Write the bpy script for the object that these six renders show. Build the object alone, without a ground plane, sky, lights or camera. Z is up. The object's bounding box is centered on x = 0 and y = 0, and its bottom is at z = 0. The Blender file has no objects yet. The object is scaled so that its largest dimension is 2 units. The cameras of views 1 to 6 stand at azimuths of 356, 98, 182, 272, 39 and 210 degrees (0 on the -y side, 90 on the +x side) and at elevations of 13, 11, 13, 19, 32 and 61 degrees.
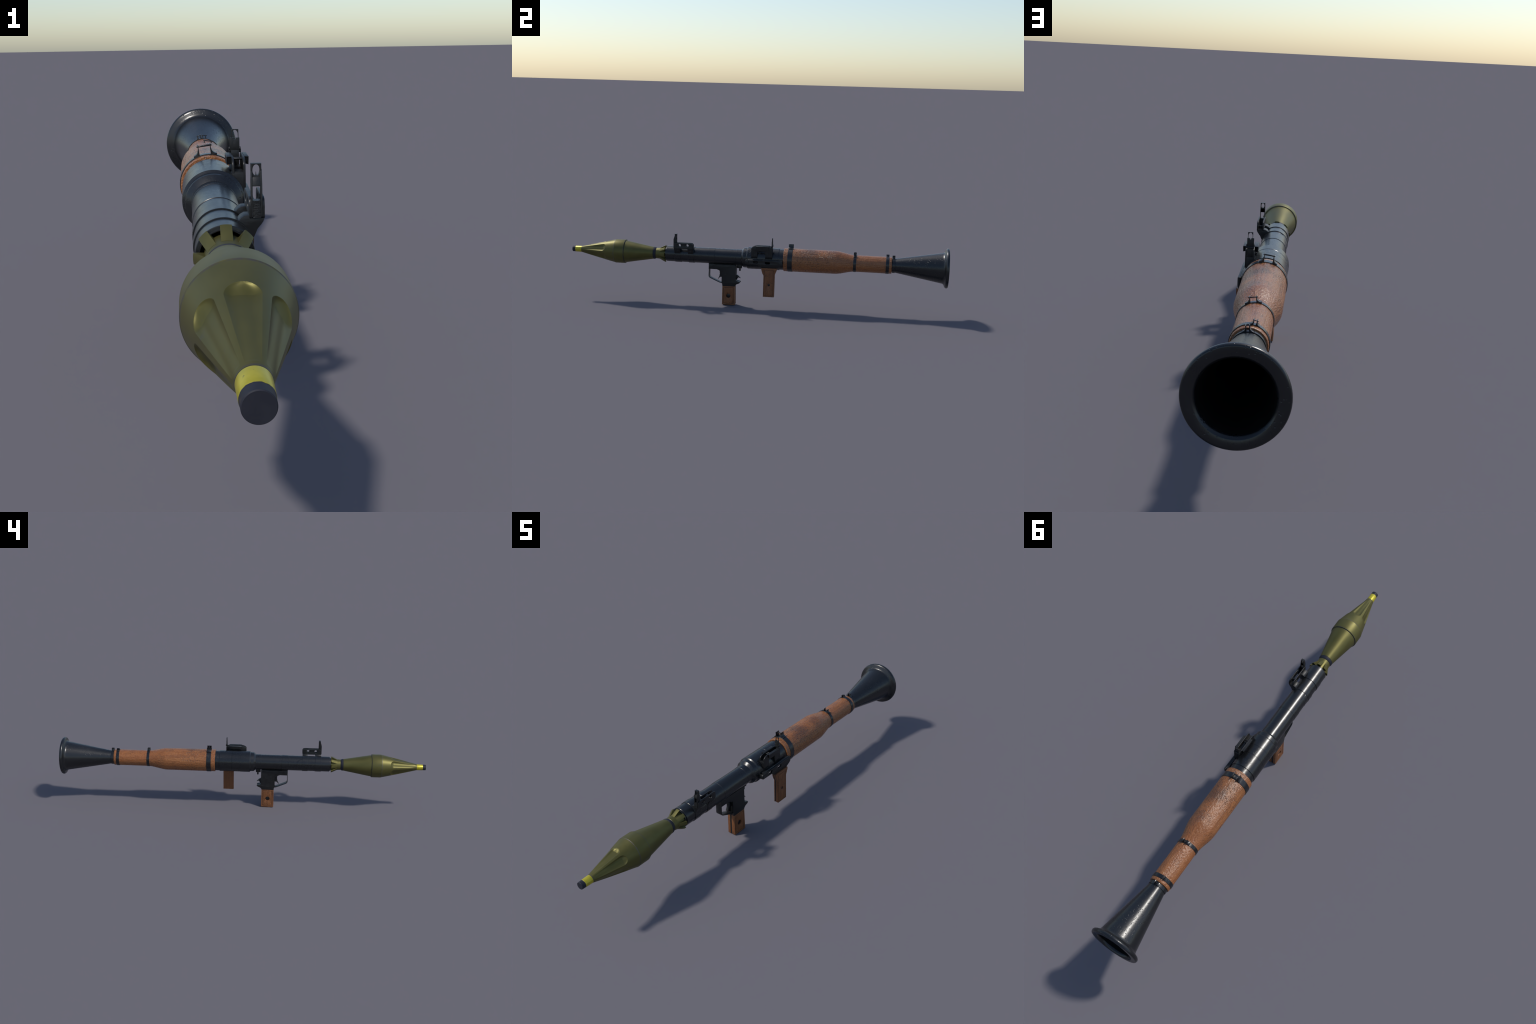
"""Shoulder-fired rocket launcher with a loaded olive rocket.
The tube axis runs along y at x = 0, z = AZ; the rocket tip points to -y."""
import bpy, bmesh, math
from mathutils import Matrix, Vector, noise

AZ = 0.2574            # height of the tube axis
TAU = 2 * math.pi

# ---------------------------------------------------------------- materials
def new_mat(name):
    m = bpy.data.materials.new(name)
    m.use_nodes = True
    nt = m.node_tree
    for n in list(nt.nodes):
        nt.nodes.remove(n)
    out = nt.nodes.new('ShaderNodeOutputMaterial')
    bsdf = nt.nodes.new('ShaderNodeBsdfPrincipled')
    nt.links.new(bsdf.outputs[0], out.inputs[0])
    return m, nt, bsdf

class G:
    """small helper to wire nodes"""
    def __init__(s, nt):
        s.nt = nt
        s.co = nt.nodes.new('ShaderNodeTexCoord').outputs['Object']
    def link(s, a, b):
        if hasattr(a, 'links'):
            s.nt.links.new(a, b)
        else:
            b.default_value = a
    def map(s, scale, loc=(0, 0, 0), rot=(0, 0, 0)):
        n = s.nt.nodes.new('ShaderNodeMapping')
        n.inputs['Scale'].default_value = scale
        n.inputs['Location'].default_value = loc
        n.inputs['Rotation'].default_value = rot
        s.nt.links.new(s.co, n.inputs['Vector'])
        return n.outputs[0]
    def noise(s, vec, scale=5, detail=4, rough=0.55, dist=0.0):
        n = s.nt.nodes.new('ShaderNodeTexNoise')
        n.inputs['Scale'].default_value = scale
        n.inputs['Detail'].default_value = detail
        n.inputs['Roughness'].default_value = rough
        n.inputs['Distortion'].default_value = dist
        s.nt.links.new(vec, n.inputs['Vector'])
        return n.outputs['Fac']
    def voronoi(s, vec, scale, rnd=1.0):
        n = s.nt.nodes.new('ShaderNodeTexVoronoi')
        n.inputs['Scale'].default_value = scale
        n.inputs['Randomness'].default_value = rnd
        s.nt.links.new(vec, n.inputs['Vector'])
        return n.outputs['Distance']
    def ramp(s, fac, stops):
        n = s.nt.nodes.new('ShaderNodeValToRGB')
        e = n.color_ramp.elements
        while len(e) < len(stops):
            e.new(0.5)
        for k, (p, c) in enumerate(stops):
            e[k].position = p
            e[k].color = (c, c, c, 1) if not hasattr(c, '__len__') else (*c, 1)
        s.nt.links.new(fac, n.inputs[0])
        return n.outputs[0]
    def math(s, op, a, b=0.0, clamp=False):
        n = s.nt.nodes.new('ShaderNodeMath')
        n.operation = op
        n.use_clamp = clamp
        s.link(a, n.inputs[0])
        s.link(b, n.inputs[1])
        return n.outputs[0]
    def mix(s, fac, a, b, mode='MIX'):
        n = s.nt.nodes.new('ShaderNodeMix')
        n.data_type = 'RGBA'
        n.blend_type = mode
        s.link(fac, n.inputs[0])
        for v, i in ((a, 6), (b, 7)):
            if hasattr(v, 'links'):
                s.nt.links.new(v, n.inputs[i])
            else:
                n.inputs[i].default_value = (*v, 1)
        return n.outputs[2]
    def sep(s):
        n = s.nt.nodes.new('ShaderNodeSeparateXYZ')
        s.nt.links.new(s.co, n.inputs[0])
        return n.outputs
    def band(s, val, lo, hi, soft=0.001):
        """1 inside lo..hi, 0 outside"""
        a = s.nt.nodes.new('ShaderNodeMapRange')
        a.interpolation_type = 'SMOOTHSTEP'
        s.nt.links.new(val, a.inputs[0])
        a.inputs[1].default_value = lo - soft
        a.inputs[2].default_value = lo + soft
        b = s.nt.nodes.new('ShaderNodeMapRange')
        b.interpolation_type = 'SMOOTHSTEP'
        s.nt.links.new(val, b.inputs[0])
        b.inputs[1].default_value = hi - soft
        b.inputs[2].default_value = hi + soft
        return s.math('SUBTRACT', a.outputs[0], b.outputs[0], True)
    def bump(s, h, strength, dist, normal=None):
        n = s.nt.nodes.new('ShaderNodeBump')
        n.inputs['Strength'].default_value = strength
        n.inputs['Distance'].default_value = dist
        s.nt.links.new(h, n.inputs['Height'])
        if normal:
            s.nt.links.new(normal, n.inputs['Normal'])
        return n.outputs[0]

def mat_blued_steel():
    """smooth, semi-gloss blued steel of tube and bell"""
    m, nt, b = new_mat('blued_steel')
    g = G(nt)
    n1 = g.noise(g.map((14, 5, 14)), 1.0, 5, 0.6)
    n2 = g.noise(g.map((160, 60, 160)), 1.0, 3, 0.6)
    col = g.ramp(n1, [(0.3, (0.0060, 0.0066, 0.0078)), (0.7, (0.0100, 0.0108, 0.0122))])
    nt.links.new(col, b.inputs['Base Color'])
    r = g.math('MULTIPLY_ADD', n1, 0.16)
    r.node.inputs[2].default_value = 0.16
    r2 = g.math('MULTIPLY_ADD', n2, 0.10)
    nt.links.new(r, r2.node.inputs[2])
    nt.links.new(r2, b.inputs['Roughness'])
    b.inputs['Metallic'].default_value = 0.0
    b.inputs['Specular IOR Level'].default_value = 0.54
    # scattered pits, in clusters
    v = g.voronoi(g.map((1, 1, 1)), 130)
    pit = g.ramp(v, [(0.12, 1.0), (0.25, 0.0)])
    cl = g.ramp(g.noise(g.map((9, 5, 9)), 1.0, 2), [(0.46, 0.0), (0.60, 1.0)])
    pit = g.math('MULTIPLY', pit, cl)
    scr = g.ramp(g.noise(g.map((260, 18, 40), rot=(0.3, 0.5, 0.2)), 1.0, 2), [(0.70, 0.0), (0.78, 1.0)])
    scr = g.math('MULTIPLY', scr, 0.25)
    dent = g.noise(g.map((55, 34, 55), loc=(7, 3, 1)), 1.0, 2)
    h = g.math('SUBTRACT', g.math('ADD', g.math('MULTIPLY', n2, 0.035), g.math('MULTIPLY', dent, 0.30)), g.math('ADD', pit, scr))
    nt.links.new(g.bump(h, 0.5, 0.0014), b.inputs['Normal'])
    return m

def mat_dark_steel(name, rough_cast):
    """rough dark parkerised steel of sights, housing, rail"""
    m, nt, b = new_mat(name)
    g = G(nt)
    n1 = g.noise(g.map((60, 60, 60)), 1.0, 6, 0.65)
    n2 = g.noise(g.map((420, 420, 420)), 1.0, 4, 0.7)
    col = g.ramp(n1, [(0.3, (0.0058, 0.0060, 0.0063)), (0.72, (0.0120, 0.0123, 0.0126))])
    nt.links.new(col, b.inputs['Base Color'])
    r = g.math('MULTIPLY_ADD', n1, 0.25)
    r.node.inputs[2].default_value = 0.30
    nt.links.new(r, b.inputs['Roughness'])
    b.inputs['Metallic'].default_value = 0.0
    b.inputs['Specular IOR Level'].default_value = 0.42
    n3 = g.noise(g.map((170, 170, 260)), 1.0, 4, 0.6)
    h = g.math('ADD', g.math('MULTIPLY', n2, 0.3), g.math('MULTIPLY', n3, 3.0 * rough_cast))
    nt.links.new(g.bump(h, 0.5, 0.0009), b.inputs['Normal'])
    return m

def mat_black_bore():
    m, nt, b = new_mat('near_black_bore')
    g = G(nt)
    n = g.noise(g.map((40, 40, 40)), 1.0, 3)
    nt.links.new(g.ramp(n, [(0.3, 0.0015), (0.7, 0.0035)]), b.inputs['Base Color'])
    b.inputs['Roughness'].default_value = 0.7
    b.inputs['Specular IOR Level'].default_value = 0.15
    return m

def wood(name, axis, dark, mid, light, gloss, smudges=True):
    """oiled wood; axis = grain direction"""
    m, nt, b = new_mat(name)
    g = G(nt)
    def sc(across, along):
        s = [across] * 3
        s[axis] = along
        return tuple(s)
    warp = g.noise(g.map(sc(16, 3)), 1.0, 3)
    fine = g.noise(g.map(sc(210, 7)), 1.0, 5, 0.65, 0.3)
    fibre = g.noise(g.map(sc(700, 22)), 1.0, 3, 0.6)
    broad = g.noise(g.map(sc(60, 3.5), loc=(3, 1, 2)), 1.0, 4, 0.6, 0.8)
    mottle = g.noise(g.map(sc(75, 45), loc=(2, 8, 4)), 1.0, 5, 0.7)
    t = g.math('ADD', g.math('MULTIPLY', fine, 0.40), g.math('MULTIPLY', broad, 0.22))
    t = g.math('ADD', t, g.math('ADD', g.math('MULTIPLY', fibre, 0.10), g.math('MULTIPLY', mottle, 0.28)))
    col = g.ramp(t, [(0.34, dark), (0.50, mid), (0.66, light)])
    # slow hue drift
    col = g.mix(g.ramp(warp, [(0.35, 0.0), (0.7, 0.35)]), col, (mid[0] * 1.25, mid[1] * 0.95, mid[2] * 0.8))
    # dark pores, drawn out along the grain
    pore = g.ramp(g.noise(g.map(sc(330, 16), loc=(5, 2, 7)), 1.0, 2), [(0.64, 0.0), (0.72, 0.55)])
    col = g.mix(pore, col, tuple(c * 0.28 for c in dark))
    # round specks of dirt; thick on one weathered flank, thin elsewhere
    def blob(c, rad):
        n = nt.nodes.new('ShaderNodeVectorMath')
        n.operation = 'DISTANCE'
        nt.links.new(g.co, n.inputs[0])
        n.inputs[1].default_value = c
        return g.ramp(g.math('DIVIDE', n.outputs['Value'], rad), [(0.25, 1.0), (1.0, 0.0)])
    sp = g.ramp(g.voronoi(g.map((1, 1, 1)), 150), [(0.17, 1.0), (0.33, 0.0)])
    cl = g.noise(g.map((22, 12, 22), loc=(1.3, 0.4, 2.2)), 1.0, 3)
    if smudges:
        where = g.math('ADD', cl, g.math('MULTIPLY', blob((0.055, 0.30, 0.27), 0.15), 0.32))
    else:
        where = cl
    spm = g.math('MULTIPLY', sp, g.ramp(where, [(0.54, 0.0), (0.66, 0.9)]))
    col = g.mix(spm, col, (0.018, 0.012, 0.009))
    if smudges:
        sn = g.noise(g.map((34, 15, 34), loc=(0.6, 3.1, 0.2)), 1.0, 5, 0.7)
        sb = g.math('MAXIMUM', blob((0.025, 0.285, 0.315), 0.075), blob((0.02, 0.405, 0.310), 0.06))
        sb = g.math('MAXIMUM', sb, g.math('MULTIPLY', blob((-0.02, 0.24, 0.32), 0.05), 0.7))
        sm = g.ramp(g.math('ADD', sn, g.math('MULTIPLY', sb, 0.28)), [(0.58, 0.0), (0.88, 0.62)])
        col = g.mix(sm, col, (0.050, 0.030, 0.021))
    nt.links.new(col, b.inputs['Base Color'])
    r = g.math('MULTIPLY_ADD', g.math('MULTIPLY', mottle, fine), 0.62)
    r.node.inputs[2].default_value = gloss
    nt.links.new(r, b.inputs['Roughness'])
    b.inputs['Specular IOR Level'].default_value = 0.55
    lump = g.noise(g.map(sc(260, 110)), 1.0, 3)
    h = g.math('ADD', g.math('MULTIPLY', fine, 0.8), g.math('MULTIPLY', lump, 2.4))
    h = g.math('SUBTRACT', h, g.math('ADD', g.math('MULTIPLY', pore, 0.7), spm))
    nt.links.new(g.bump(h, 0.7, 0.0014), b.inputs['Normal'])
    return m

def mat_olive():
    """olive paint on the rocket, rubbed to grey primer on edges"""
    m, nt, b = new_mat('olive_paint')
    g = G(nt)
    n1 = g.noise(g.map((18, 9, 18)), 1.0, 5, 0.6)
    col = g.ramp(n1, [(0.3, (0.100, 0.092, 0.027)), (0.7, (0.138, 0.125, 0.043))])
    y = g.sep()[1]
    wear_n = g.noise(g.map((70, 70, 70)), 1.0, 5, 0.7)
    edge = None
    for lo, hi in ((-0.7595, -0.7555), (-0.7055, -0.7005), (-0.9520, -0.9465), (-0.5365, -0.5335)):
        e = g.band(y, lo, hi, 0.0012)
        edge = e if edge is None else g.math('ADD', edge, e, True)
    edge = g.math('MULTIPLY', edge, g.ramp(wear_n, [(0.38, 0.15), (0.58, 1.0)]))
    patch = g.ramp(g.noise(g.map((38, 26, 38), loc=(2, 5, 1)), 1.0, 6, 0.75), [(0.60, 0.0), (0.68, 0.55)])
    wear = g.math('MAXIMUM', g.math('MULTIPLY', edge, 0.75), g.math('MULTIPLY', patch, 0.55))
    col = g.mix(wear, col, (0.085, 0.078, 0.082))
    nt.links.new(col, b.inputs['Base Color'])
    b.inputs['Metallic'].default_value = 0.62
    r = g.math('MULTIPLY_ADD', n1, 0.22)
    r.node.inputs[2].default_value = 0.36
    b.inputs['Specular IOR Level'].default_value = 0.3
    nt.links.new(r, b.inputs['Roughness'])
    brush = g.noise(g.map((60, 900, 60)), 1.0, 3)
    h = g.math('ADD', g.math('MULTIPLY', brush, 0.12), g.math('MULTIPLY', wear, -0.5))
    nt.links.new(g.bump(h, 0.25, 0.0006), b.inputs['Normal'])
    return m

def mat_yellow():
    """yellow fuze band; its front edge is chipped to the dark cap below"""
    m, nt, b = new_mat('yellow_paint')
    g = G(nt)
    n1 = g.noise(g.map((40, 40, 40)), 1.0, 4, 0.6)
    col = g.ramp(n1, [(0.3, (0.42, 0.36, 0.022)), (0.7, (0.56, 0.47, 0.045))])
    chip = g.ramp(g.noise(g.map((130, 130, 130)), 1.0, 4, 0.7), [(0.63, 0.0), (0.68, 0.8)])
    col = g.mix(chip, col, (0.10, 0.09, 0.05))
    y = g.sep()[1]
    wob = g.noise(g.map((110, 0, 110)), 1.0, 3)
    yy = g.math('ADD', y, g.math('MULTIPLY', wob, 0.004))
    front = g.band(yy, -1.1, -0.9815, 0.0004)
    col = g.mix(front, col, (0.020, 0.021, 0.030))
    line = g.band(y, -0.9500, -0.9484, 0.0005)
    col = g.mix(g.math('MULTIPLY', line, 0.8), col, (0.035, 0.036, 0.05))
    nt.links.new(col, b.inputs['Base Color'])
    met = g.math('MULTIPLY', g.math('SUBTRACT', 1.0, front), 0.45)
    nt.links.new(met, b.inputs['Metallic'])
    b.inputs['Roughness'].default_value = 0.36
    lip = g.math('MULTIPLY', front, -1.0)
    nt.links.new(g.bump(g.math('ADD', lip, g.math('MULTIPLY', chip, -0.5)), 0.4, 0.0006), b.inputs['Normal'])
    return m

def mat_slate():
    """matt blue-black plastic of rocket ring and fuze cap"""
    m, nt, b = new_mat('slate_plastic')
    g = G(nt)
    n1 = g.noise(g.map((60, 60, 60)), 1.0, 5, 0.65)
    col = g.ramp(n1, [(0.3, (0.0125, 0.0135, 0.021)), (0.7, (0.019, 0.020, 0.029))])
    scr = g.ramp(g.noise(g.map((90, 90, 90), loc=(4, 4, 4)), 1.0, 4, 0.7), [(0.64, 0.0), (0.72, 0.6)])
    col = g.mix(scr, col, (0.055, 0.038, 0.032))
    nt.links.new(col, b.inputs['Base Color'])
    b.inputs['Roughness'].default_value = 0.6
    b.inputs['Specular IOR Level'].default_value = 0.3
    return m

STEEL = mat_blued_steel()
DARK = mat_dark_steel('parkerised_steel', 0.18)
CAST = mat_dark_steel('rough_cast_steel', 1.0)
BORE = mat_black_bore()
WOOD = wood('oiled_wood', 1, (0.150, 0.055, 0.017), (0.255, 0.098, 0.031), (0.345, 0.143, 0.047), 0.13)
GROOVE = wood('carved_line_wood', 2, (0.020, 0.008, 0.003), (0.035, 0.014, 0.005), (0.055, 0.022, 0.008), 0.5, False)
GRIPWOOD = wood('grip_wood', 2, (0.075, 0.026, 0.008), (0.170, 0.062, 0.018), (0.245, 0.096, 0.029), 0.34, False)
OLIVE = mat_olive()
YELLOW = mat_yellow()
SLATE = mat_slate()

# ---------------------------------------------------------------- mesh tools
def finish(bm, name, mat, parent, angle=32, smooth=True):
    bmesh.ops.recalc_face_normals(bm, faces=bm.faces[:])
    lim = math.radians(angle)
    for f in bm.faces:
        f.smooth = smooth
    for e in bm.edges:
        if len(e.link_faces) == 2 and e.calc_face_angle(0) > lim:
            e.smooth = False
    me = bpy.data.meshes.new(name)
    bm.to_mesh(me)
    bm.free()
    me.materials.append(mat)
    ob = bpy.data.objects.new(name, me)
    bpy.context.scene.collection.objects.link(ob)
    ob.parent = parent
    return ob

def subdivide_profile(prof, step):
    out = [prof[0]]
    for (a, b) in zip(prof, prof[1:]):
        n = max(1, int(abs(b[0] - a[0]) / step))
        for k in range(1, n + 1):
            t = k / n
            out.append((a[0] + (b[0] - a[0]) * t, a[1] + (b[1] - a[1]) * t))
    return out

def lathe(name, prof, mat, parent, segs=160, angle=32, closed=False, relief=None):
    """turn (y, r) profile round the tube axis; relief(y, angle, r) -> r"""
    bm = bmesh.new()
    rows = []
    for (y, r) in prof:
        if r < 1e-6:
            rows.append([bm.verts.new((0, y, AZ))])
            continue
        row = []
        for k in range(segs):
            a = TAU * k / segs
            rr = relief(y, a, r) if relief else r
            row.append(bm.verts.new((rr * math.cos(a), y, AZ + rr * math.sin(a))))
        rows.append(row)
    pairs = list(zip(rows, rows[1:]))
    if closed:
        pairs.append((rows[-1], rows[0]))
    for A, B in pairs:
        for k in range(segs):
            j = (k + 1) % segs
            if len(A) == 1 and len(B) == 1:
                continue
            if len(A) == 1:
                bm.faces.new((A[0], B[k], B[j]))
            elif len(B) == 1:
                bm.faces.new((A[k], A[j], B[0]))
            else:
                bm.faces.new((A[k], A[j], B[j], B[k]))
    return finish(bm, name, mat, parent, angle)

def circle_pts(cx, cy, r, n=28):
    return [(cx + r * math.cos(TAU * k / n), cy + r * math.sin(TAU * k / n)) for k in range(n)]

def slot_pts(c0, c1, cy, r, n=8):
    """rounded slot from c0 to c1 (end centres)"""
    p = [(c1 + r * math.cos(-math.pi / 2 + math.pi * k / n), cy + r * math.sin(-math.pi / 2 + math.pi * k / n)) for k in range(n + 1)]
    p += [(c0 + r * math.cos(math.pi / 2 + math.pi * k / n), cy + r * math.sin(math.pi / 2 + math.pi * k / n)) for k in range(n + 1)]
    return p

def rounded(pts, r, n=4):
    """round the corners of a polygon; r is one radius or one per corner"""
    out = []
    N = len(pts)
    for i in range(N):
        rad = r[i] if hasattr(r, '__len__') else r
        p, a, b = Vector(pts[i]), Vector(pts[i - 1]), Vector(pts[(i + 1) % N])
        if rad <= 0:
            out.append(tuple(p))
            continue
        d1, d2 = (a - p), (b - p)
        l = min(rad, d1.length * 0.45, d2.length * 0.45)
        s, e = p + d1.normalized() * l, p + d2.normalized() * l
        for k in range(n + 1):
            t = k / n
            q = s * (1 - t) ** 2 + p * 2 * t * (1 - t) + e * t * t
            out.append(tuple(q))
    return out

AX = {'x': lambda u, v, w: (w, u, v),     # outline in (y, z), thickness along x
      'y': lambda u, v, w: (u, w, v),     # outline in (x, z), thickness along y
      'z': lambda u, v, w: (u, v, w)}     # outline in (x, y), thickness along z

def plate(name, outline, axis, lo, hi, mat, parent, holes=(), bevel=0.0008, angle=32):
    """flat piece of the given outline with holes, chamfered edges"""
    cu = bpy.data.curves.new('outline', 'CURVE')
    cu.dimensions = '2D'
    cu.fill_mode = 'BOTH'
    bevel = min(bevel, (hi - lo) * 0.4)
    cu.extrude = (hi - lo) / 2 - bevel
    cu.bevel_depth = bevel
    cu.bevel_resolution = 1
    cu.offset = -bevel
    for pts in [outline] + list(holes):
        s = cu.splines.new('POLY')
        s.points.add(len(pts) - 1)
        for q, p in zip(s.points, pts):
            q.co = (p[0], p[1], 0, 1)
        s.use_cyclic_u = True
    tmp = bpy.data.objects.new('outline', cu)
    me = tmp.to_mesh()
    bm = bmesh.new()
    bm.from_mesh(me)
    tmp.to_mesh_clear()
    bpy.data.objects.remove(tmp)
    bpy.data.curves.remove(cu)
    bmesh.ops.remove_doubles(bm, verts=bm.verts[:], dist=1e-6)
    mid = (lo + hi) / 2
    f = AX[axis]
    for v in bm.verts:
        v.co = f(v.co.x, v.co.y, v.co.z + mid)
    return finish(bm, name, mat, parent, angle)

def box(name, lo, hi, mat, parent, bevel=0.0008):
    return plate(name, [(lo[0], lo[1]), (hi[0], lo[1]), (hi[0], hi[1]), (lo[0], hi[1])], 'z', lo[2], hi[2], mat, parent, bevel=bevel)

def rod(name, p, axis, r, lo, hi, mat, parent, bevel=0.0006, n=28):
    """round pin along an axis through p (two coordinates)"""
    return plate(name, circle_pts(p[0], p[1], r, n), axis, lo, hi, mat, parent, bevel=bevel)

def smoothstep(a, b, x):
    t = min(1, max(0, (x - a) / (b - a)))
    return t * t * (3 - 2 * t)

def group(name, parent):
    e = bpy.data.objects.new(name, None)
    bpy.context.scene.collection.objects.link(e)
    e.parent = parent
    return e

# ---------------------------------------------------------------- the thing
root = group('rocket_launcher', None)
root["label"] = "dark steel shoulder launcher with wooden heat shield and olive rocket"
root["category"] = "rocket launcher"

# ---- tube -------------------------------------------------------------
tube_prof = [
    (-0.400, 0.0345), (-0.4795, 0.0345), (-0.4808, 0.0348), (-0.4808, 0.0360), (-0.4752, 0.0364), (-0.4748, 0.0402), (-0.4738, 0.0410),
    (-0.2490, 0.0411), (-0.2482, 0.0421), (-0.2140, 0.0421), (-0.2132, 0.0411),
    (-0.0995, 0.0410), (-0.0987, 0.0418), (-0.0708, 0.0418), (-0.0702, 0.0424), (-0.0605, 0.0514), (-0.0594, 0.0522),
    (-0.0422, 0.0530), (-0.0412, 0.0536), (-0.0382, 0.0570), (-0.0372, 0.0577), (0.0140, 0.0578), (0.0152, 0.0572),
    (0.0592, 0.0572), (0.0598, 0.0566), (0.0604, 0.0572),
    (0.1272, 0.0572), (0.1282, 0.0565), (0.1282, 0.0547), (0.1540, 0.0546), (0.1540, 0.050)]
def tube_boss(y, a, r):
    """low round boss pressed into the left flank, near the front sight"""
    if math.cos(a) > 0 or not -0.37 < y < -0.27:
        return r
    d = math.hypot(y + 0.3225, r * math.sin(a))
    return r + 0.0009 * (1 - smoothstep(0.0290, 0.0315, d))
flank = [i for i, p in enumerate(tube_prof) if p[0] == -0.2490][0]
tube_prof[flank:flank] = [(-0.3600 + 0.001 * k, 0.0410) for k in range(76)]
lathe('tube', tube_prof, STEEL, root, 256, angle=20, relief=tube_boss)
lathe('bore', [(-0.474, 0.0344), (-0.420, 0.034), (-0.420, 0.0)], BORE, root, 96)

def clamp_ring(y0, y1, r, parent, mat=STEEL):
    return lathe('clamp_ring', [(y0, r - 0.003), (y0, r - 0.0006), (y0 + 0.0008, r), (y1 - 0.0008, r), (y1, r - 0.0006), (y1, r - 0.003)],
                 mat, parent, 160, closed=False)

# ---- bell (rear exhaust cone) ------------------------------------------
bell_prof = [(0.7270, 0.0345), (0.7270, 0.0360), (0.9640, 0.0778), (0.9700, 0.0791), (0.9745, 0.0810), (0.9775, 0.0842),
             (0.9800, 0.0885), (0.9825, 0.0945), (0.9848, 0.0988), (0.9880, 0.1014), (0.9912, 0.1022), (0.9950, 0.1018),
             (0.9982, 0.1006), (0.9996, 0.0990), (1.0000, 0.0970), (1.0000, 0.0800), (0.9992, 0.0788), (0.9950, 0.0748), (0.9930, 0.0738), (0.9890, 0.0733)]
lathe('exhaust_bell', bell_prof, STEEL, root, 192, angle=38)
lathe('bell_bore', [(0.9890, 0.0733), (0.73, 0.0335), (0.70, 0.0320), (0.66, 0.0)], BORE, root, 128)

# ---- wooden heat shield --------------------------------------------------
def wood_relief(y, a, r):
    p = Vector((math.cos(a) * 9, y * 5, math.sin(a) * 9))
    q = Vector((math.cos(a) * 38, y * 14, math.sin(a) * 38))
    return r + 0.00035 * noise.noise(p) + 0.00022 * noise.noise(q)
w = [(0.1525, 0.052), (0.1525, 0.0590), (0.1540, 0.0603), (0.1700, 0.0603), (0.30, 0.0602), (0.415, 0.0598)]
for k in range(13):
    t = k / 12
    w.append((0.425 + 0.090 * t, 0.0431 + (0.0597 - 0.0431) * (1 - (t * t * (3 - 2 * t)) * 0.55 - t * 0.45)))
w += [(0.53, 0.0429), (0.70, 0.0429), (0.7105, 0.0425), (0.7122, 0.0415), (0.7122, 0.034)]
lathe('heat_shield', subdivide_profile(w, 0.004), WOOD, root, 256, relief=wood_relief, angle=40)

# ---- strap rings with loops ----------------------------------------------
def strap_ring(y0, y1, r, tilt, half, height, pin_r, wall=0.0018):
    """band round the tube with two upright ears and a cross pin, turned by tilt (radians) about the axis"""
    ring = lathe('strap_ring', [(y0, r - 0.004), (y0, r - 0.0006), (y0 + 0.0008, r), (y1 - 0.0008, r), (y1, r - 0.0006), (y1, r - 0.004)],
                 DARK_BLUE, root, 160)
    rot = Matrix.Translation((0, 0, AZ)) @ Matrix.Rotation(tilt, 4, 'Y') @ Matrix.Translation((0, 0, -AZ))
    base = AZ + r
    for s in (-1, 1):
        fl = 0.0105 if half > 0.006 else 0.0075
        prof = [(s * (half - wall), base - 0.003), (s * (half - wall), base + height), (s * half, base + height + 0.0008)]
        for k in range(1, 8):              # concave flare down to the band
            t = k / 7
            prof.append((s * (half + fl * t ** 2.6), base + height * 0.78 * (1 - t) ** 1.3 - 0.0012 * t))
        prof.append((s * (half + fl), base - 0.004))
        if s < 0:
            prof.reverse()
        ear = plate('strap_ear', prof, 'y', y0 + 0.0004, y1 - 0.0004, DARK_BLUE, ring, bevel=0.0004)
        ear.data.transform(rot)
    zc = base + height - pin_r - 0.001
    yc = (y0 + y1) / 2
    pin = plate('strap_pin', circle_pts(yc, zc, pin_r, 16), 'x', -half - 0.0022, half + 0.0022, DARK_BLUE, ring, bevel=0.0004)
    pin.data.transform(rot)
    return ring

DARK_BLUE = STEEL
strap_ring(0.1745, 0.1990, 0.0622, -0.130, 0.0135, 0.0195, 0.0020)
strap_ring(0.5150, 0.5295, 0.0447, 0.130, 0.0090, 0.0125, 0.0013)
strap_ring(0.6820, 0.6980, 0.0448, -0.225, 0.0045, 0.0095, 0.0010)
strap_ring(0.7135, 0.7285, 0.0386, 0.055, 0.0048, 0.0125, 0.0010)

# ---- rocket ------------------------------------------------------------
rocket = group('rocket', root)
rocket.location = (0.0013, 0, -0.0015)      # sits a touch low and aside in the bore
FL0, FL1 = -0.806, -0.942        # rear and front end of the six nose flutes
def flute(y, a, r):
    best = (a - math.pi / 2) / (TAU / 6)
    da = abs(best - round(best)) * (TAU / 6)
    if y > FL0 or y < FL1:
        return r
    s = (FL0 - y)                              # distance from the rear end
    half = math.radians(23.5)
    lat = da * r                               # lateral distance on the surface
    W = half * r
    R = 0.0190                                  # radius of the round rear end
    if s < R:
        W = min(W, half * r * math.sqrt(max(0.0, 1 - (1 - s / R) ** 2)))
    if W < 1e-5 or lat >= W:
        return r
    u = lat / W
    depth = 0.0074 * max(0.0, 1 - s / (FL0 - FL1)) ** 0.85 + 0.0002
    depth *= min(1.0, s / 0.014) ** 0.6
    return r - depth * (1 - u ** 4)
nose = [(-0.9490, 0.0168)]
stations = [-0.9490 + (0.9490 - 0.8300) * k / 110 for k in range(1, 111)]
stations += [-0.8300 + 0.0245 * k / 70 for k in range(1, 71)]          # fine rows over the round flute ends
stations += [-0.8055 + (0.8055 - 0.7575) * k / 24 for k in range(1, 25)]
for y in stations:
    t = (y + 0.9490) / (0.9490 - 0.7575)
    nose.append((y, 0.0168 + (0.0624 - 0.0168) * t + 0.0006 * math.sin(math.pi * t)))
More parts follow.
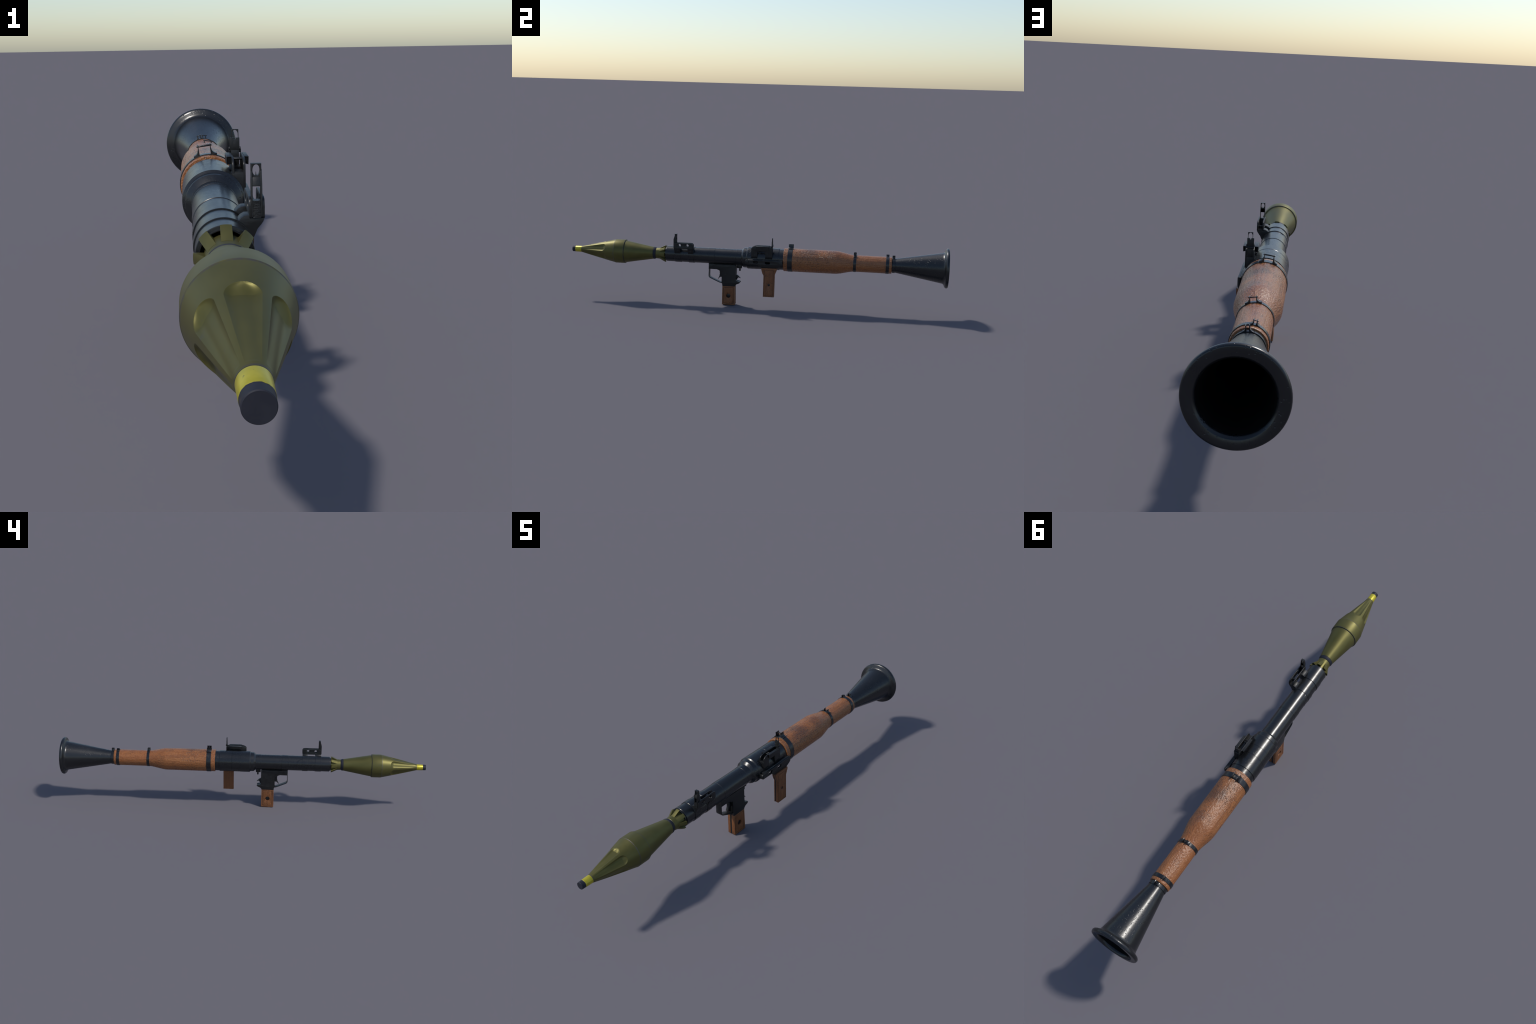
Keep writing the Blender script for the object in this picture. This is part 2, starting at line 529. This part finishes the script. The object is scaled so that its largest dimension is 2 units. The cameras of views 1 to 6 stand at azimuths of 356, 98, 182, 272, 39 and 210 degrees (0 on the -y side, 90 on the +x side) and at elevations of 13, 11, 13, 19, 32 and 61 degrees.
nose = [(-0.9490, 0.012)] + nose
body = nose + [(-0.7562, 0.0632), (-0.7060, 0.0633), (-0.7035, 0.0624), (-0.7030, 0.0586), (-0.7022, 0.0580), (-0.7012, 0.0587),
               (-0.5500, 0.0318), (-0.5490, 0.0305), (-0.5490, 0.020)]
lathe('warhead', body, OLIVE, rocket, 720, relief=flute, angle=22)
lathe('rocket_collar', [(-0.5492, 0.020), (-0.5492, 0.0312), (-0.5480, 0.0322), (-0.5425, 0.0318), (-0.5355, 0.0282), (-0.5345, 0.024)], SLATE, rocket, 128)
lathe('rocket_neck', [(-0.5350, 0.020), (-0.5350, 0.0272), (-0.5335, 0.0284), (-0.5150, 0.0298), (-0.4880, 0.0306), (-0.4300, 0.0300), (-0.43, 0.0)], OLIVE, rocket, 128)
lathe('fuze_band', [(-0.9485, 0.010), (-0.9485, 0.0158), (-0.9495, 0.0166), (-0.9830, 0.0158), (-0.9842, 0.0154), (-0.9842, 0.010)], YELLOW, rocket, 96)
lathe('fuze_cap', [(-0.9838, 0.010), (-0.9838, 0.0153), (-0.9988, 0.0150), (-1.0000, 0.0141), (-1.0000, 0.0)], SLATE, rocket, 96)

# eight wedge-shaped teeth flaring over the muzzle; built once, then turned
bm = bmesh.new()
hw0, hw1 = 0.0078, 0.0080
ys, sec = [-0.5160, -0.5080, -0.4960, -0.4838], [0.0300, 0.0335, 0.0398, 0.0452]
rows = []
for y, ro in zip(ys, sec):
    ri = 0.0285
    row = []
    for j in range(7):
        x = -hw1 + 2 * hw1 * j / 6
        row.append(bm.verts.new((x, y, math.sqrt(max(ro * ro - x * x, 0)))))
    row.append(bm.verts.new((hw0 * 0.94, y, math.sqrt(ri * ri - (hw0 * 0.94) ** 2))))
    row.append(bm.verts.new((-hw0 * 0.94, y, math.sqrt(ri * ri - (hw0 * 0.94) ** 2))))
    rows.append(row)
for A, B in zip(rows, rows[1:]):
    for k in range(9):
        bm.faces.new((A[k], A[(k + 1) % 9], B[(k + 1) % 9], B[k]))
bm.faces.new(rows[0])
bm.faces.new(rows[-1])
tooth = finish(bm, 'muzzle_tooth', OLIVE, rocket, 30)
for k in range(8):
    o = tooth if k == 0 else tooth.copy()
    if k:
        bpy.context.scene.collection.objects.link(o)
    o.matrix_local = Matrix.Translation((0, 0, AZ)) @ Matrix.Rotation(TAU * k / 8, 4, 'Y')

# ---- front sight -----------------------------------------------------------
fs = group('front_sight', root)
for y0, y1 in ((-0.4285, -0.3945), (-0.3550, -0.3250)):
    clamp_ring(y0, y1, 0.0430, fs)
    foot = [(0.0205, 0.2925), (0.0255, 0.2985), (0.0310, 0.3015), (0.0385, 0.3020), (0.0385, 0.2975), (0.0585, 0.2975),
            (0.0570, 0.2930), (0.0535, 0.2880), (0.0490, 0.2830), (0.0440, 0.2720), (0.0400, 0.2640), (0.030, 0.268), (0.0205, 0.282)]
    plate('sight_foot', foot, 'y', y0 + 0.001, y1 - 0.001, DARK, fs, bevel=0.0006)
cheek = [(-0.4285, 0.2965), (-0.3250, 0.2965), (-0.3235, 0.3155), (-0.3268, 0.3245), (-0.3365, 0.3275), (-0.4165, 0.3270), (-0.4255, 0.3242), (-0.4285, 0.3170)]
cheek = rounded(cheek, 0.004, 3)
for x0, x1 in ((0.0370, 0.0412), (0.0548, 0.0590)):
    plate('sight_cheek', cheek, 'x', x0, x1, DARK, fs, holes=[circle_pts(-0.3975, 0.3140, 0.0080), circle_pts(-0.3555, 0.3140, 0.0080)], bevel=0.0007)
for y0, y1 in ((-0.4265, -0.3960), (-0.3560, -0.3260)):      # floor over each foot, open between
    plate('sight_base', [(y0, 0.2962), (y1, 0.2962), (y1, 0.3005), (y0, 0.3005)], 'x', 0.0410, 0.0550, DARK, fs)
# upright post: a thin upper frame standing on a thicker root
post = group('sight_post', fs)
cxp, czp = 0.0479, 0.3646
hole = [(cxp + (u - cxp) * 0.0052, czp + (v - czp) * 0.0080) for u, v in circle_pts(cxp, czp, 1.0, 32)]
plate('post_frame', [(0.0403, 0.3430), (0.0554, 0.3430), (0.0552, 0.3738), (0.0405, 0.3738)], 'y', -0.4238, -0.4132, DARK, post, holes=[hole], bevel=0.0004)
side = [(-0.4132, 0.3000), (-0.4132, 0.3490), (-0.4230, 0.3660), (-0.4240, 0.3630), (-0.4298, 0.3450), (-0.4298, 0.3000)]
for x0, x1 in ((0.0401, 0.0422), (0.0536, 0.0557)):
    plate('post_cheek', side, 'x', x0, x1, DARK, post, bevel=0.0003)
plate('post_bridge', [(-0.4132, 0.3427), (-0.4132, 0.3550), (-0.4250, 0.3550), (-0.4294, 0.3452), (-0.4294, 0.3427)], 'x', 0.0420, 0.0538, DARK, post, bevel=0.0003)
plate('post_root', [(-0.4130, 0.2980), (-0.4130, 0.3225), (-0.4292, 0.3225), (-0.4292, 0.2980)], 'x', 0.0420, 0.0538, CAST, post, bevel=0.0005)
plate('sight_pin', [(0.0471, 0.3560), (0.0487, 0.3560), (0.0479, 0.3630)], 'y', -0.4190, -0.4170, DARK, post, bevel=0.0002)
rod('sight_bolt', (-0.4080, 0.3100), 'x', 0.0042, 0.0585, 0.0606, DARK, fs)
rod('sight_bolt', (-0.4080, 0.2840), 'x', 0.0040, 0.0440, 0.0520, DARK, fs)
rod('sight_bolt', (-0.3400, 0.2840), 'x', 0.0040, 0.0440, 0.0520, DARK, fs)
# roller between the cheeks
rod('sight_roller', (-0.3545, 0.3060), 'x', 0.0042, 0.0410, 0.0550, DARK, fs)

# ---- rear sight -------------------------------------------------------------
rs = group('rear_sight', root)
for y0, y1 in ((-0.0140, 0.0180), (0.0592, 0.0965)):
    foot = [(0.0340, 0.2990), (0.0372, 0.3060), (0.0612, 0.3060), (0.0606, 0.2850), (0.0596, 0.2760), (0.0560, 0.2640), (0.0440, 0.270), (0.034, 0.285)]
    plate('sight_foot', foot, 'y', y0, y1, DARK, rs, bevel=0.0007)
cheek = rounded([(-0.0145, 0.3050), (0.0970, 0.3050), (0.0970, 0.3260), (0.0880, 0.3298), (0.0820, 0.3325), (0.0100, 0.3325), (-0.0040, 0.3295), (-0.0145, 0.3220)],
                [0, 0, 0.002, 0.004, 0.003, 0.003, 0.008, 0.009], 3)
cheek_out = rounded([(-0.0145, 0.2770), (0.0180, 0.2770), (0.0180, 0.3045), (0.0590, 0.3045), (0.0590, 0.2770), (0.0965, 0.2770), (0.0970, 0.3260), (0.0880, 0.3298), (0.0820, 0.3325), (0.0100, 0.3325), (-0.0040, 0.3295), (-0.0145, 0.3220)],
                    [0.001, 0.001, 0.001, 0.001, 0.001, 0.001, 0.002, 0.004, 0.003, 0.003, 0.008, 0.009], 3)
plate('sight_cheek', cheek, 'x', 0.0366, 0.0406, DARK, rs)
plate('sight_cheek', cheek_out, 'x', 0.0572, 0.0614, DARK, rs)
for y0, y1 in ((-0.0135, 0.0180), (0.0592, 0.0960)):
    plate('sight_base', [(y0, 0.3035), (y1, 0.3035), (y1, 0.3075), (y0, 0.3075)], 'x', 0.0400, 0.0580, DARK, rs)
for yp in (0.0230, 0.0330):                              # cross pins between the cheeks
    rod('cross_pin', (yp, 0.3270), 'x', 0.0022, 0.0400, 0.0580, DARK, rs)
for s, x in ((-1, 0.0368), (1, 0.0612)):
    # guard wing: a box gutter, top skin and outer flap over a dark hollow
    w_ = 0.0096 if s < 0 else 0.0082
    wing = [(x, 0.3330), (x + s * (w_ - 0.0012), 0.3330), (x + s * w_, 0.3318), (x + s * (w_ - 0.0006), 0.3172),
            (x + s * (w_ - 0.0018), 0.3172), (x + s * (w_ - 0.0014), 0.3312), (x, 0.3314)]
    shade_block = [(x, 0.3318), (x + s * (w_ - 0.0012), 0.3318), (x + s * (w_ - 0.0014), 0.3175), (x, 0.3185)]  # solid black filler modelling the shadow under the wing skin
    if s < 0:
        wing.reverse()
        shade_block.reverse()
    plate('guard_wing', wing, 'y', 0.0120, 0.0780, DARK, rs, bevel=0.0003)
    plate('wing_shade_block', shade_block, 'y', 0.0130, 0.0770, BORE, rs, bevel=0.0)
leaf = group('sight_leaf', rs)
plate('leaf_plate', [(0.0385, 0.3345), (0.0385, 0.3600), (0.0459, 0.3600), (0.0462, 0.3568), (0.0485, 0.3560), (0.0502, 0.3568), (0.0506, 0.3600), (0.0574, 0.3600), (0.0574, 0.3345)],
      'y', 0.0915, 0.0965, DARK, leaf, bevel=0.0004)
plate('leaf_stem', [(0.0402, 0.3060), (0.0560, 0.3060), (0.0560, 0.3360), (0.0402, 0.3360)], 'y', 0.0900, 0.0965, DARK, leaf, bevel=0.0004)
arch = [(0.0428, 0.3595), (0.0428, 0.3678), (0.0436, 0.3708), (0.0458, 0.3740), (0.0487, 0.3750), (0.0514, 0.3740), (0.0536, 0.3708), (0.0545, 0.3678), (0.0545, 0.3595)]
plate('leaf_frame', [(0.0416, 0.3590), (0.0416, 0.3765), (0.0557, 0.3765), (0.0557, 0.3590)], 'y', 0.0925, 0.0960, DARK, leaf, holes=[[(0.0428, 0.3595)] + arch[1:-1] + [(0.0545, 0.3595)]], bevel=0.0002)
rod('leaf_roller', (0.0965, 0.3340), 'x', 0.0032, 0.0372, 0.0604, DARK, leaf)
for x0, x1 in ((0.0362, 0.0390), (0.0570, 0.0597)):
    rod('leaf_knob', (0.0945, 0.3390), 'x', 0.0034, x0, x1, DARK, leaf)

# ---- side rail and support grip -----------------------------------------
rail = group('side_rail', root)
ro = rounded([(-0.0435, 0.2600), (-0.0440, 0.2375), (0.0200, 0.2365), (0.0400, 0.2215), (0.1255, 0.2220), (0.1475, 0.2345), (0.1530, 0.2390), (0.1530, 0.2615)],
             [0.008, 0.009, 0.006, 0.003, 0.004, 0.004, 0.004, 0.002], 4)
holes = [slot_pts(0.0042, 0.0190, 0.2490, 0.0060), slot_pts(0.0672, 0.0820, 0.2485, 0.0060)]
plate('rail_plate', ro, 'x', 0.0665, 0.0752, DARK, rail, holes=holes, bevel=0.0022)
# ledge along the top, leaning toward the tube
plate('rail_ledge', [(0.0560, 0.2570), (0.0690, 0.2570), (0.0690, 0.2600), (0.0660, 0.2635), (0.0560, 0.2635)], 'y', -0.0300, 0.0500, DARK, rail, bevel=0.0008)
plate('rail_ledge', [(0.0605, 0.2570), (0.0690, 0.2570), (0.0690, 0.2600), (0.0660, 0.2635), (0.0605, 0.2635)], 'y', 0.0500, 0.1480, DARK, rail, bevel=0.0008)
for y0, y1 in ((-0.0420, -0.0250), (0.0300, 0.0500), (0.1000, 0.1180)):
    plate('rail_block', [(0.0500, 0.2390), (0.0680, 0.2390), (0.0680, 0.2580), (0.0500, 0.2580)], 'y', y0, y1, DARK, rail)
rod('rail_bolt', (-0.0320, 0.2480), 'x', 0.0058, 0.0740, 0.0775, STEEL, rail, bevel=0.0012)
rod('rail_bolt', (0.1367, 0.2460), 'x', 0.0026, 0.0740, 0.0758, DARK, rail)

sg = group('support_grip', root)
flare = [(0.0424, 0.2215), (0.0450, 0.2080), (0.0500, 0.1930), (0.0560, 0.1825), (0.0556, 0.0693), (0.1125, 0.0698), (0.1136, 0.1880), (0.1200, 0.2030), (0.1243, 0.2140), (0.1248, 0.2225)]
def inset(pts, d):
    """shrink a (counter-)clockwise outline by d"""
    N = len(pts)
    A = sum(pts[i][0] * pts[(i + 1) % N][1] - pts[(i + 1) % N][0] * pts[i][1] for i in range(N))
    sg_ = 1 if A > 0 else -1
    out = []
    for i in range(N):
        p, a, b = Vector(pts[i]), Vector(pts[i - 1]), Vector(pts[(i + 1) % N])
        e1, e2 = (p - a).normalized(), (b - p).normalized()
        n1, n2 = Vector((-e1.y, e1.x)) * sg_, Vector((-e2.y, e2.x)) * sg_
        k = d / max(0.4, 1 + n1.dot(n2))
        out.append(tuple(p + (n1 + n2) * k))
    return out
def panel(outline, x_in, x_out, field, parent, hole):
    """wooden grip scale with a carved line round a raised field; x_out is the outer face"""
    s = 1 if x_out > x_in else -1
    cut = 0.0012
    def P(name, o, a, b, holes):
        return plate(name, o, 'x', min(a, b), max(a, b), GRIPWOOD, parent, holes=holes, bevel=0.0005)
    core = P('grip_scale', outline, x_in, x_out - s * cut, [hole] if hole else [])
    P('scale_border', outline, x_out - s * cut * 1.4, x_out, [field])
    plate('carved_line', inset(field, -0.0006), 'x', min(x_out - s * cut, x_out - s * cut * 0.6), max(x_out - s * cut, x_out - s * cut * 0.6), GROOVE, parent,
          holes=[inset(field, 0.0030)], bevel=0.0)
    P('scale_field', inset(field, 0.0015), x_out - s * cut * 1.4, x_out, [hole] if hole else [])
    return core
sf = rounded([(0.0600, 0.2110), (0.0600, 0.0740), (0.1082, 0.0745), (0.1090, 0.2120)], 0.004, 3)
hole = circle_pts(0.0845, 0.1340, 0.0062, 24)
panel(flare, 0.0677, 0.0802, sf, sg, hole)
plate('grip_plate', inset(flare, 0.0008), 'x', 0.0628, 0.0679, DARK, sg, bevel=0.0003)
plate('grip_scale', flare, 'x', 0.0577, 0.0630, GRIPWOOD, sg, bevel=0.0008)
rod('grip_screw', (0.0845, 0.1340), 'x', 0.0059, 0.0670, 0.0778, STEEL, sg)

# ---- pistol grip and trigger ------------------------------------------------
pg = group('pistol_grip', root)
scale = rounded([(-0.1722, 0.0), (-0.1035, 0.0), (-0.1050, 0.1012), (-0.1718, 0.1005)], 0.002, 2)
field = rounded([(-0.1655, 0.0065), (-0.1100, 0.0065), (-0.1108, 0.0945), (-0.1650, 0.0940)], 0.006, 3)
hole = circle_pts(-0.1385, 0.0490, 0.0115, 28)
panel(scale, 0.0022, 0.0188, field, pg, hole)
panel(scale, -0.0060, -0.0185, field, pg, hole)
plate('grip_plate', [(-0.1712, 0.0010), (-0.1044, 0.0010), (-0.1058, 0.1040), (-0.1712, 0.1040)], 'x', -0.0062, 0.0024, DARK, pg)
rod('grip_screw', (-0.1385, 0.0490), 'x', 0.0111, 0.0015, 0.0145, STEEL, pg, bevel=0.002)
rod('grip_screw', (-0.1385, 0.0490), 'x', 0.0111, -0.0145, -0.0055, STEEL, pg, bevel=0.002)

th = group('trigger_housing', root)
shell = [(-0.2470, 0.2180), (-0.2470, 0.1890), (-0.2040, 0.1890), (-0.1935, 0.1855), (-0.1850, 0.1800), (-0.1765, 0.1780), (-0.1765, 0.1180), (-0.1732, 0.1110), (-0.1718, 0.1000),
         (-0.1050, 0.1008), (-0.1020, 0.1075), (-0.0960, 0.1130), (-0.0840, 0.1175), (-0.0775, 0.1225), (-0.0795, 0.1265), (-0.0990, 0.1320), (-0.1005, 0.1370), (-0.1005, 0.2120), (-0.1030, 0.2155), (-0.2160, 0.2155), (-0.2160, 0.2180)]
for x0, x1 in ((-0.0186, -0.0065), (0.0065, 0.0190)):
    plate('housing_wall', shell, 'x', x0, x1, DARK, th, bevel=0.0012)
core = [(-0.2460, 0.2175), (-0.2460, 0.1900), (-0.2035, 0.1900), (-0.1700, 0.1880), (-0.1690, 0.1700), (-0.1690, 0.1200), (-0.1700, 0.1120), (-0.1700, 0.1010), (-0.1050, 0.1016),
        (-0.1020, 0.1085), (-0.0960, 0.1140), (-0.0840, 0.1185), (-0.0800, 0.1250), (-0.0990, 0.1310), (-0.1015, 0.1370), (-0.1015, 0.2145), (-0.2160, 0.2145)]
plate('housing_core', core, 'x', -0.0070, 0.0070, DARK, th, bevel=0.0004)
plate('housing_rail', [(-0.2160, 0.2120), (-0.1010, 0.2120), (-0.1010, 0.2220), (-0.2470, 0.2220), (-0.2470, 0.2160)], 'x', -0.0110, 0.0110, DARK, th)
rod('housing_pin', (-0.2310, 0.2060), 'x', 0.0036, -0.0196, 0.0200, STEEL, th)
rod('housing_pin', (-0.1590, 0.1640), 'x', 0.0026, -0.0192, 0.0197, STEEL, th)
guard_o = [(-0.2468, 0.1900), (-0.2478, 0.1520), (-0.2468, 0.1470), (-0.2440, 0.1425), (-0.2385, 0.1385), (-0.1920, 0.1185), (-0.1840, 0.1158), (-0.1740, 0.1140)]
guard_i = [(-0.1740, 0.1172), (-0.1832, 0.1190), (-0.1908, 0.1216), (-0.2368, 0.1415), (-0.2412, 0.1450), (-0.2436, 0.1490), (-0.2444, 0.1530), (-0.2436, 0.1900)]
plate('trigger_guard', guard_o + guard_i, 'x', -0.0150, 0.0150, DARK, th, bevel=0.0006)
trig = [(-0.1935, 0.1880), (-0.1905, 0.1780), (-0.1890, 0.1650), (-0.1915, 0.1500), (-0.1992, 0.1345), (-0.1962, 0.1350), (-0.1890, 0.1440), (-0.1850, 0.1460), (-0.1700, 0.1470), (-0.1700, 0.1880)]
plate('trigger', trig, 'x', -0.0055, 0.0055, DARK, th, bevel=0.0010)
ham = [(-0.1030, 0.1660), (-0.1003, 0.1640), (-0.0930, 0.1605), (-0.0872, 0.1560), (-0.0772, 0.1452), (-0.0780, 0.1445), (-0.0879, 0.1490), (-0.0979, 0.1363), (-0.1030, 0.1350)]
plate('hammer', ham, 'x', -0.0055, 0.0055, DARK, th, bevel=0.0006)

# firing-pin stud under the tube, behind the housing
st = group('firing_stud', root)
plate('stud_block', [(-0.0975, 0.1990), (-0.0720, 0.1985), (-0.0700, 0.2110), (-0.0700, 0.2200), (-0.0975, 0.2200)], 'x', -0.0070, 0.0070, DARK, st)
plate('stud_pin', circle_pts(0.0, -0.0820, 0.0045, 20), 'z', 0.1842, 0.2000, DARK, st)
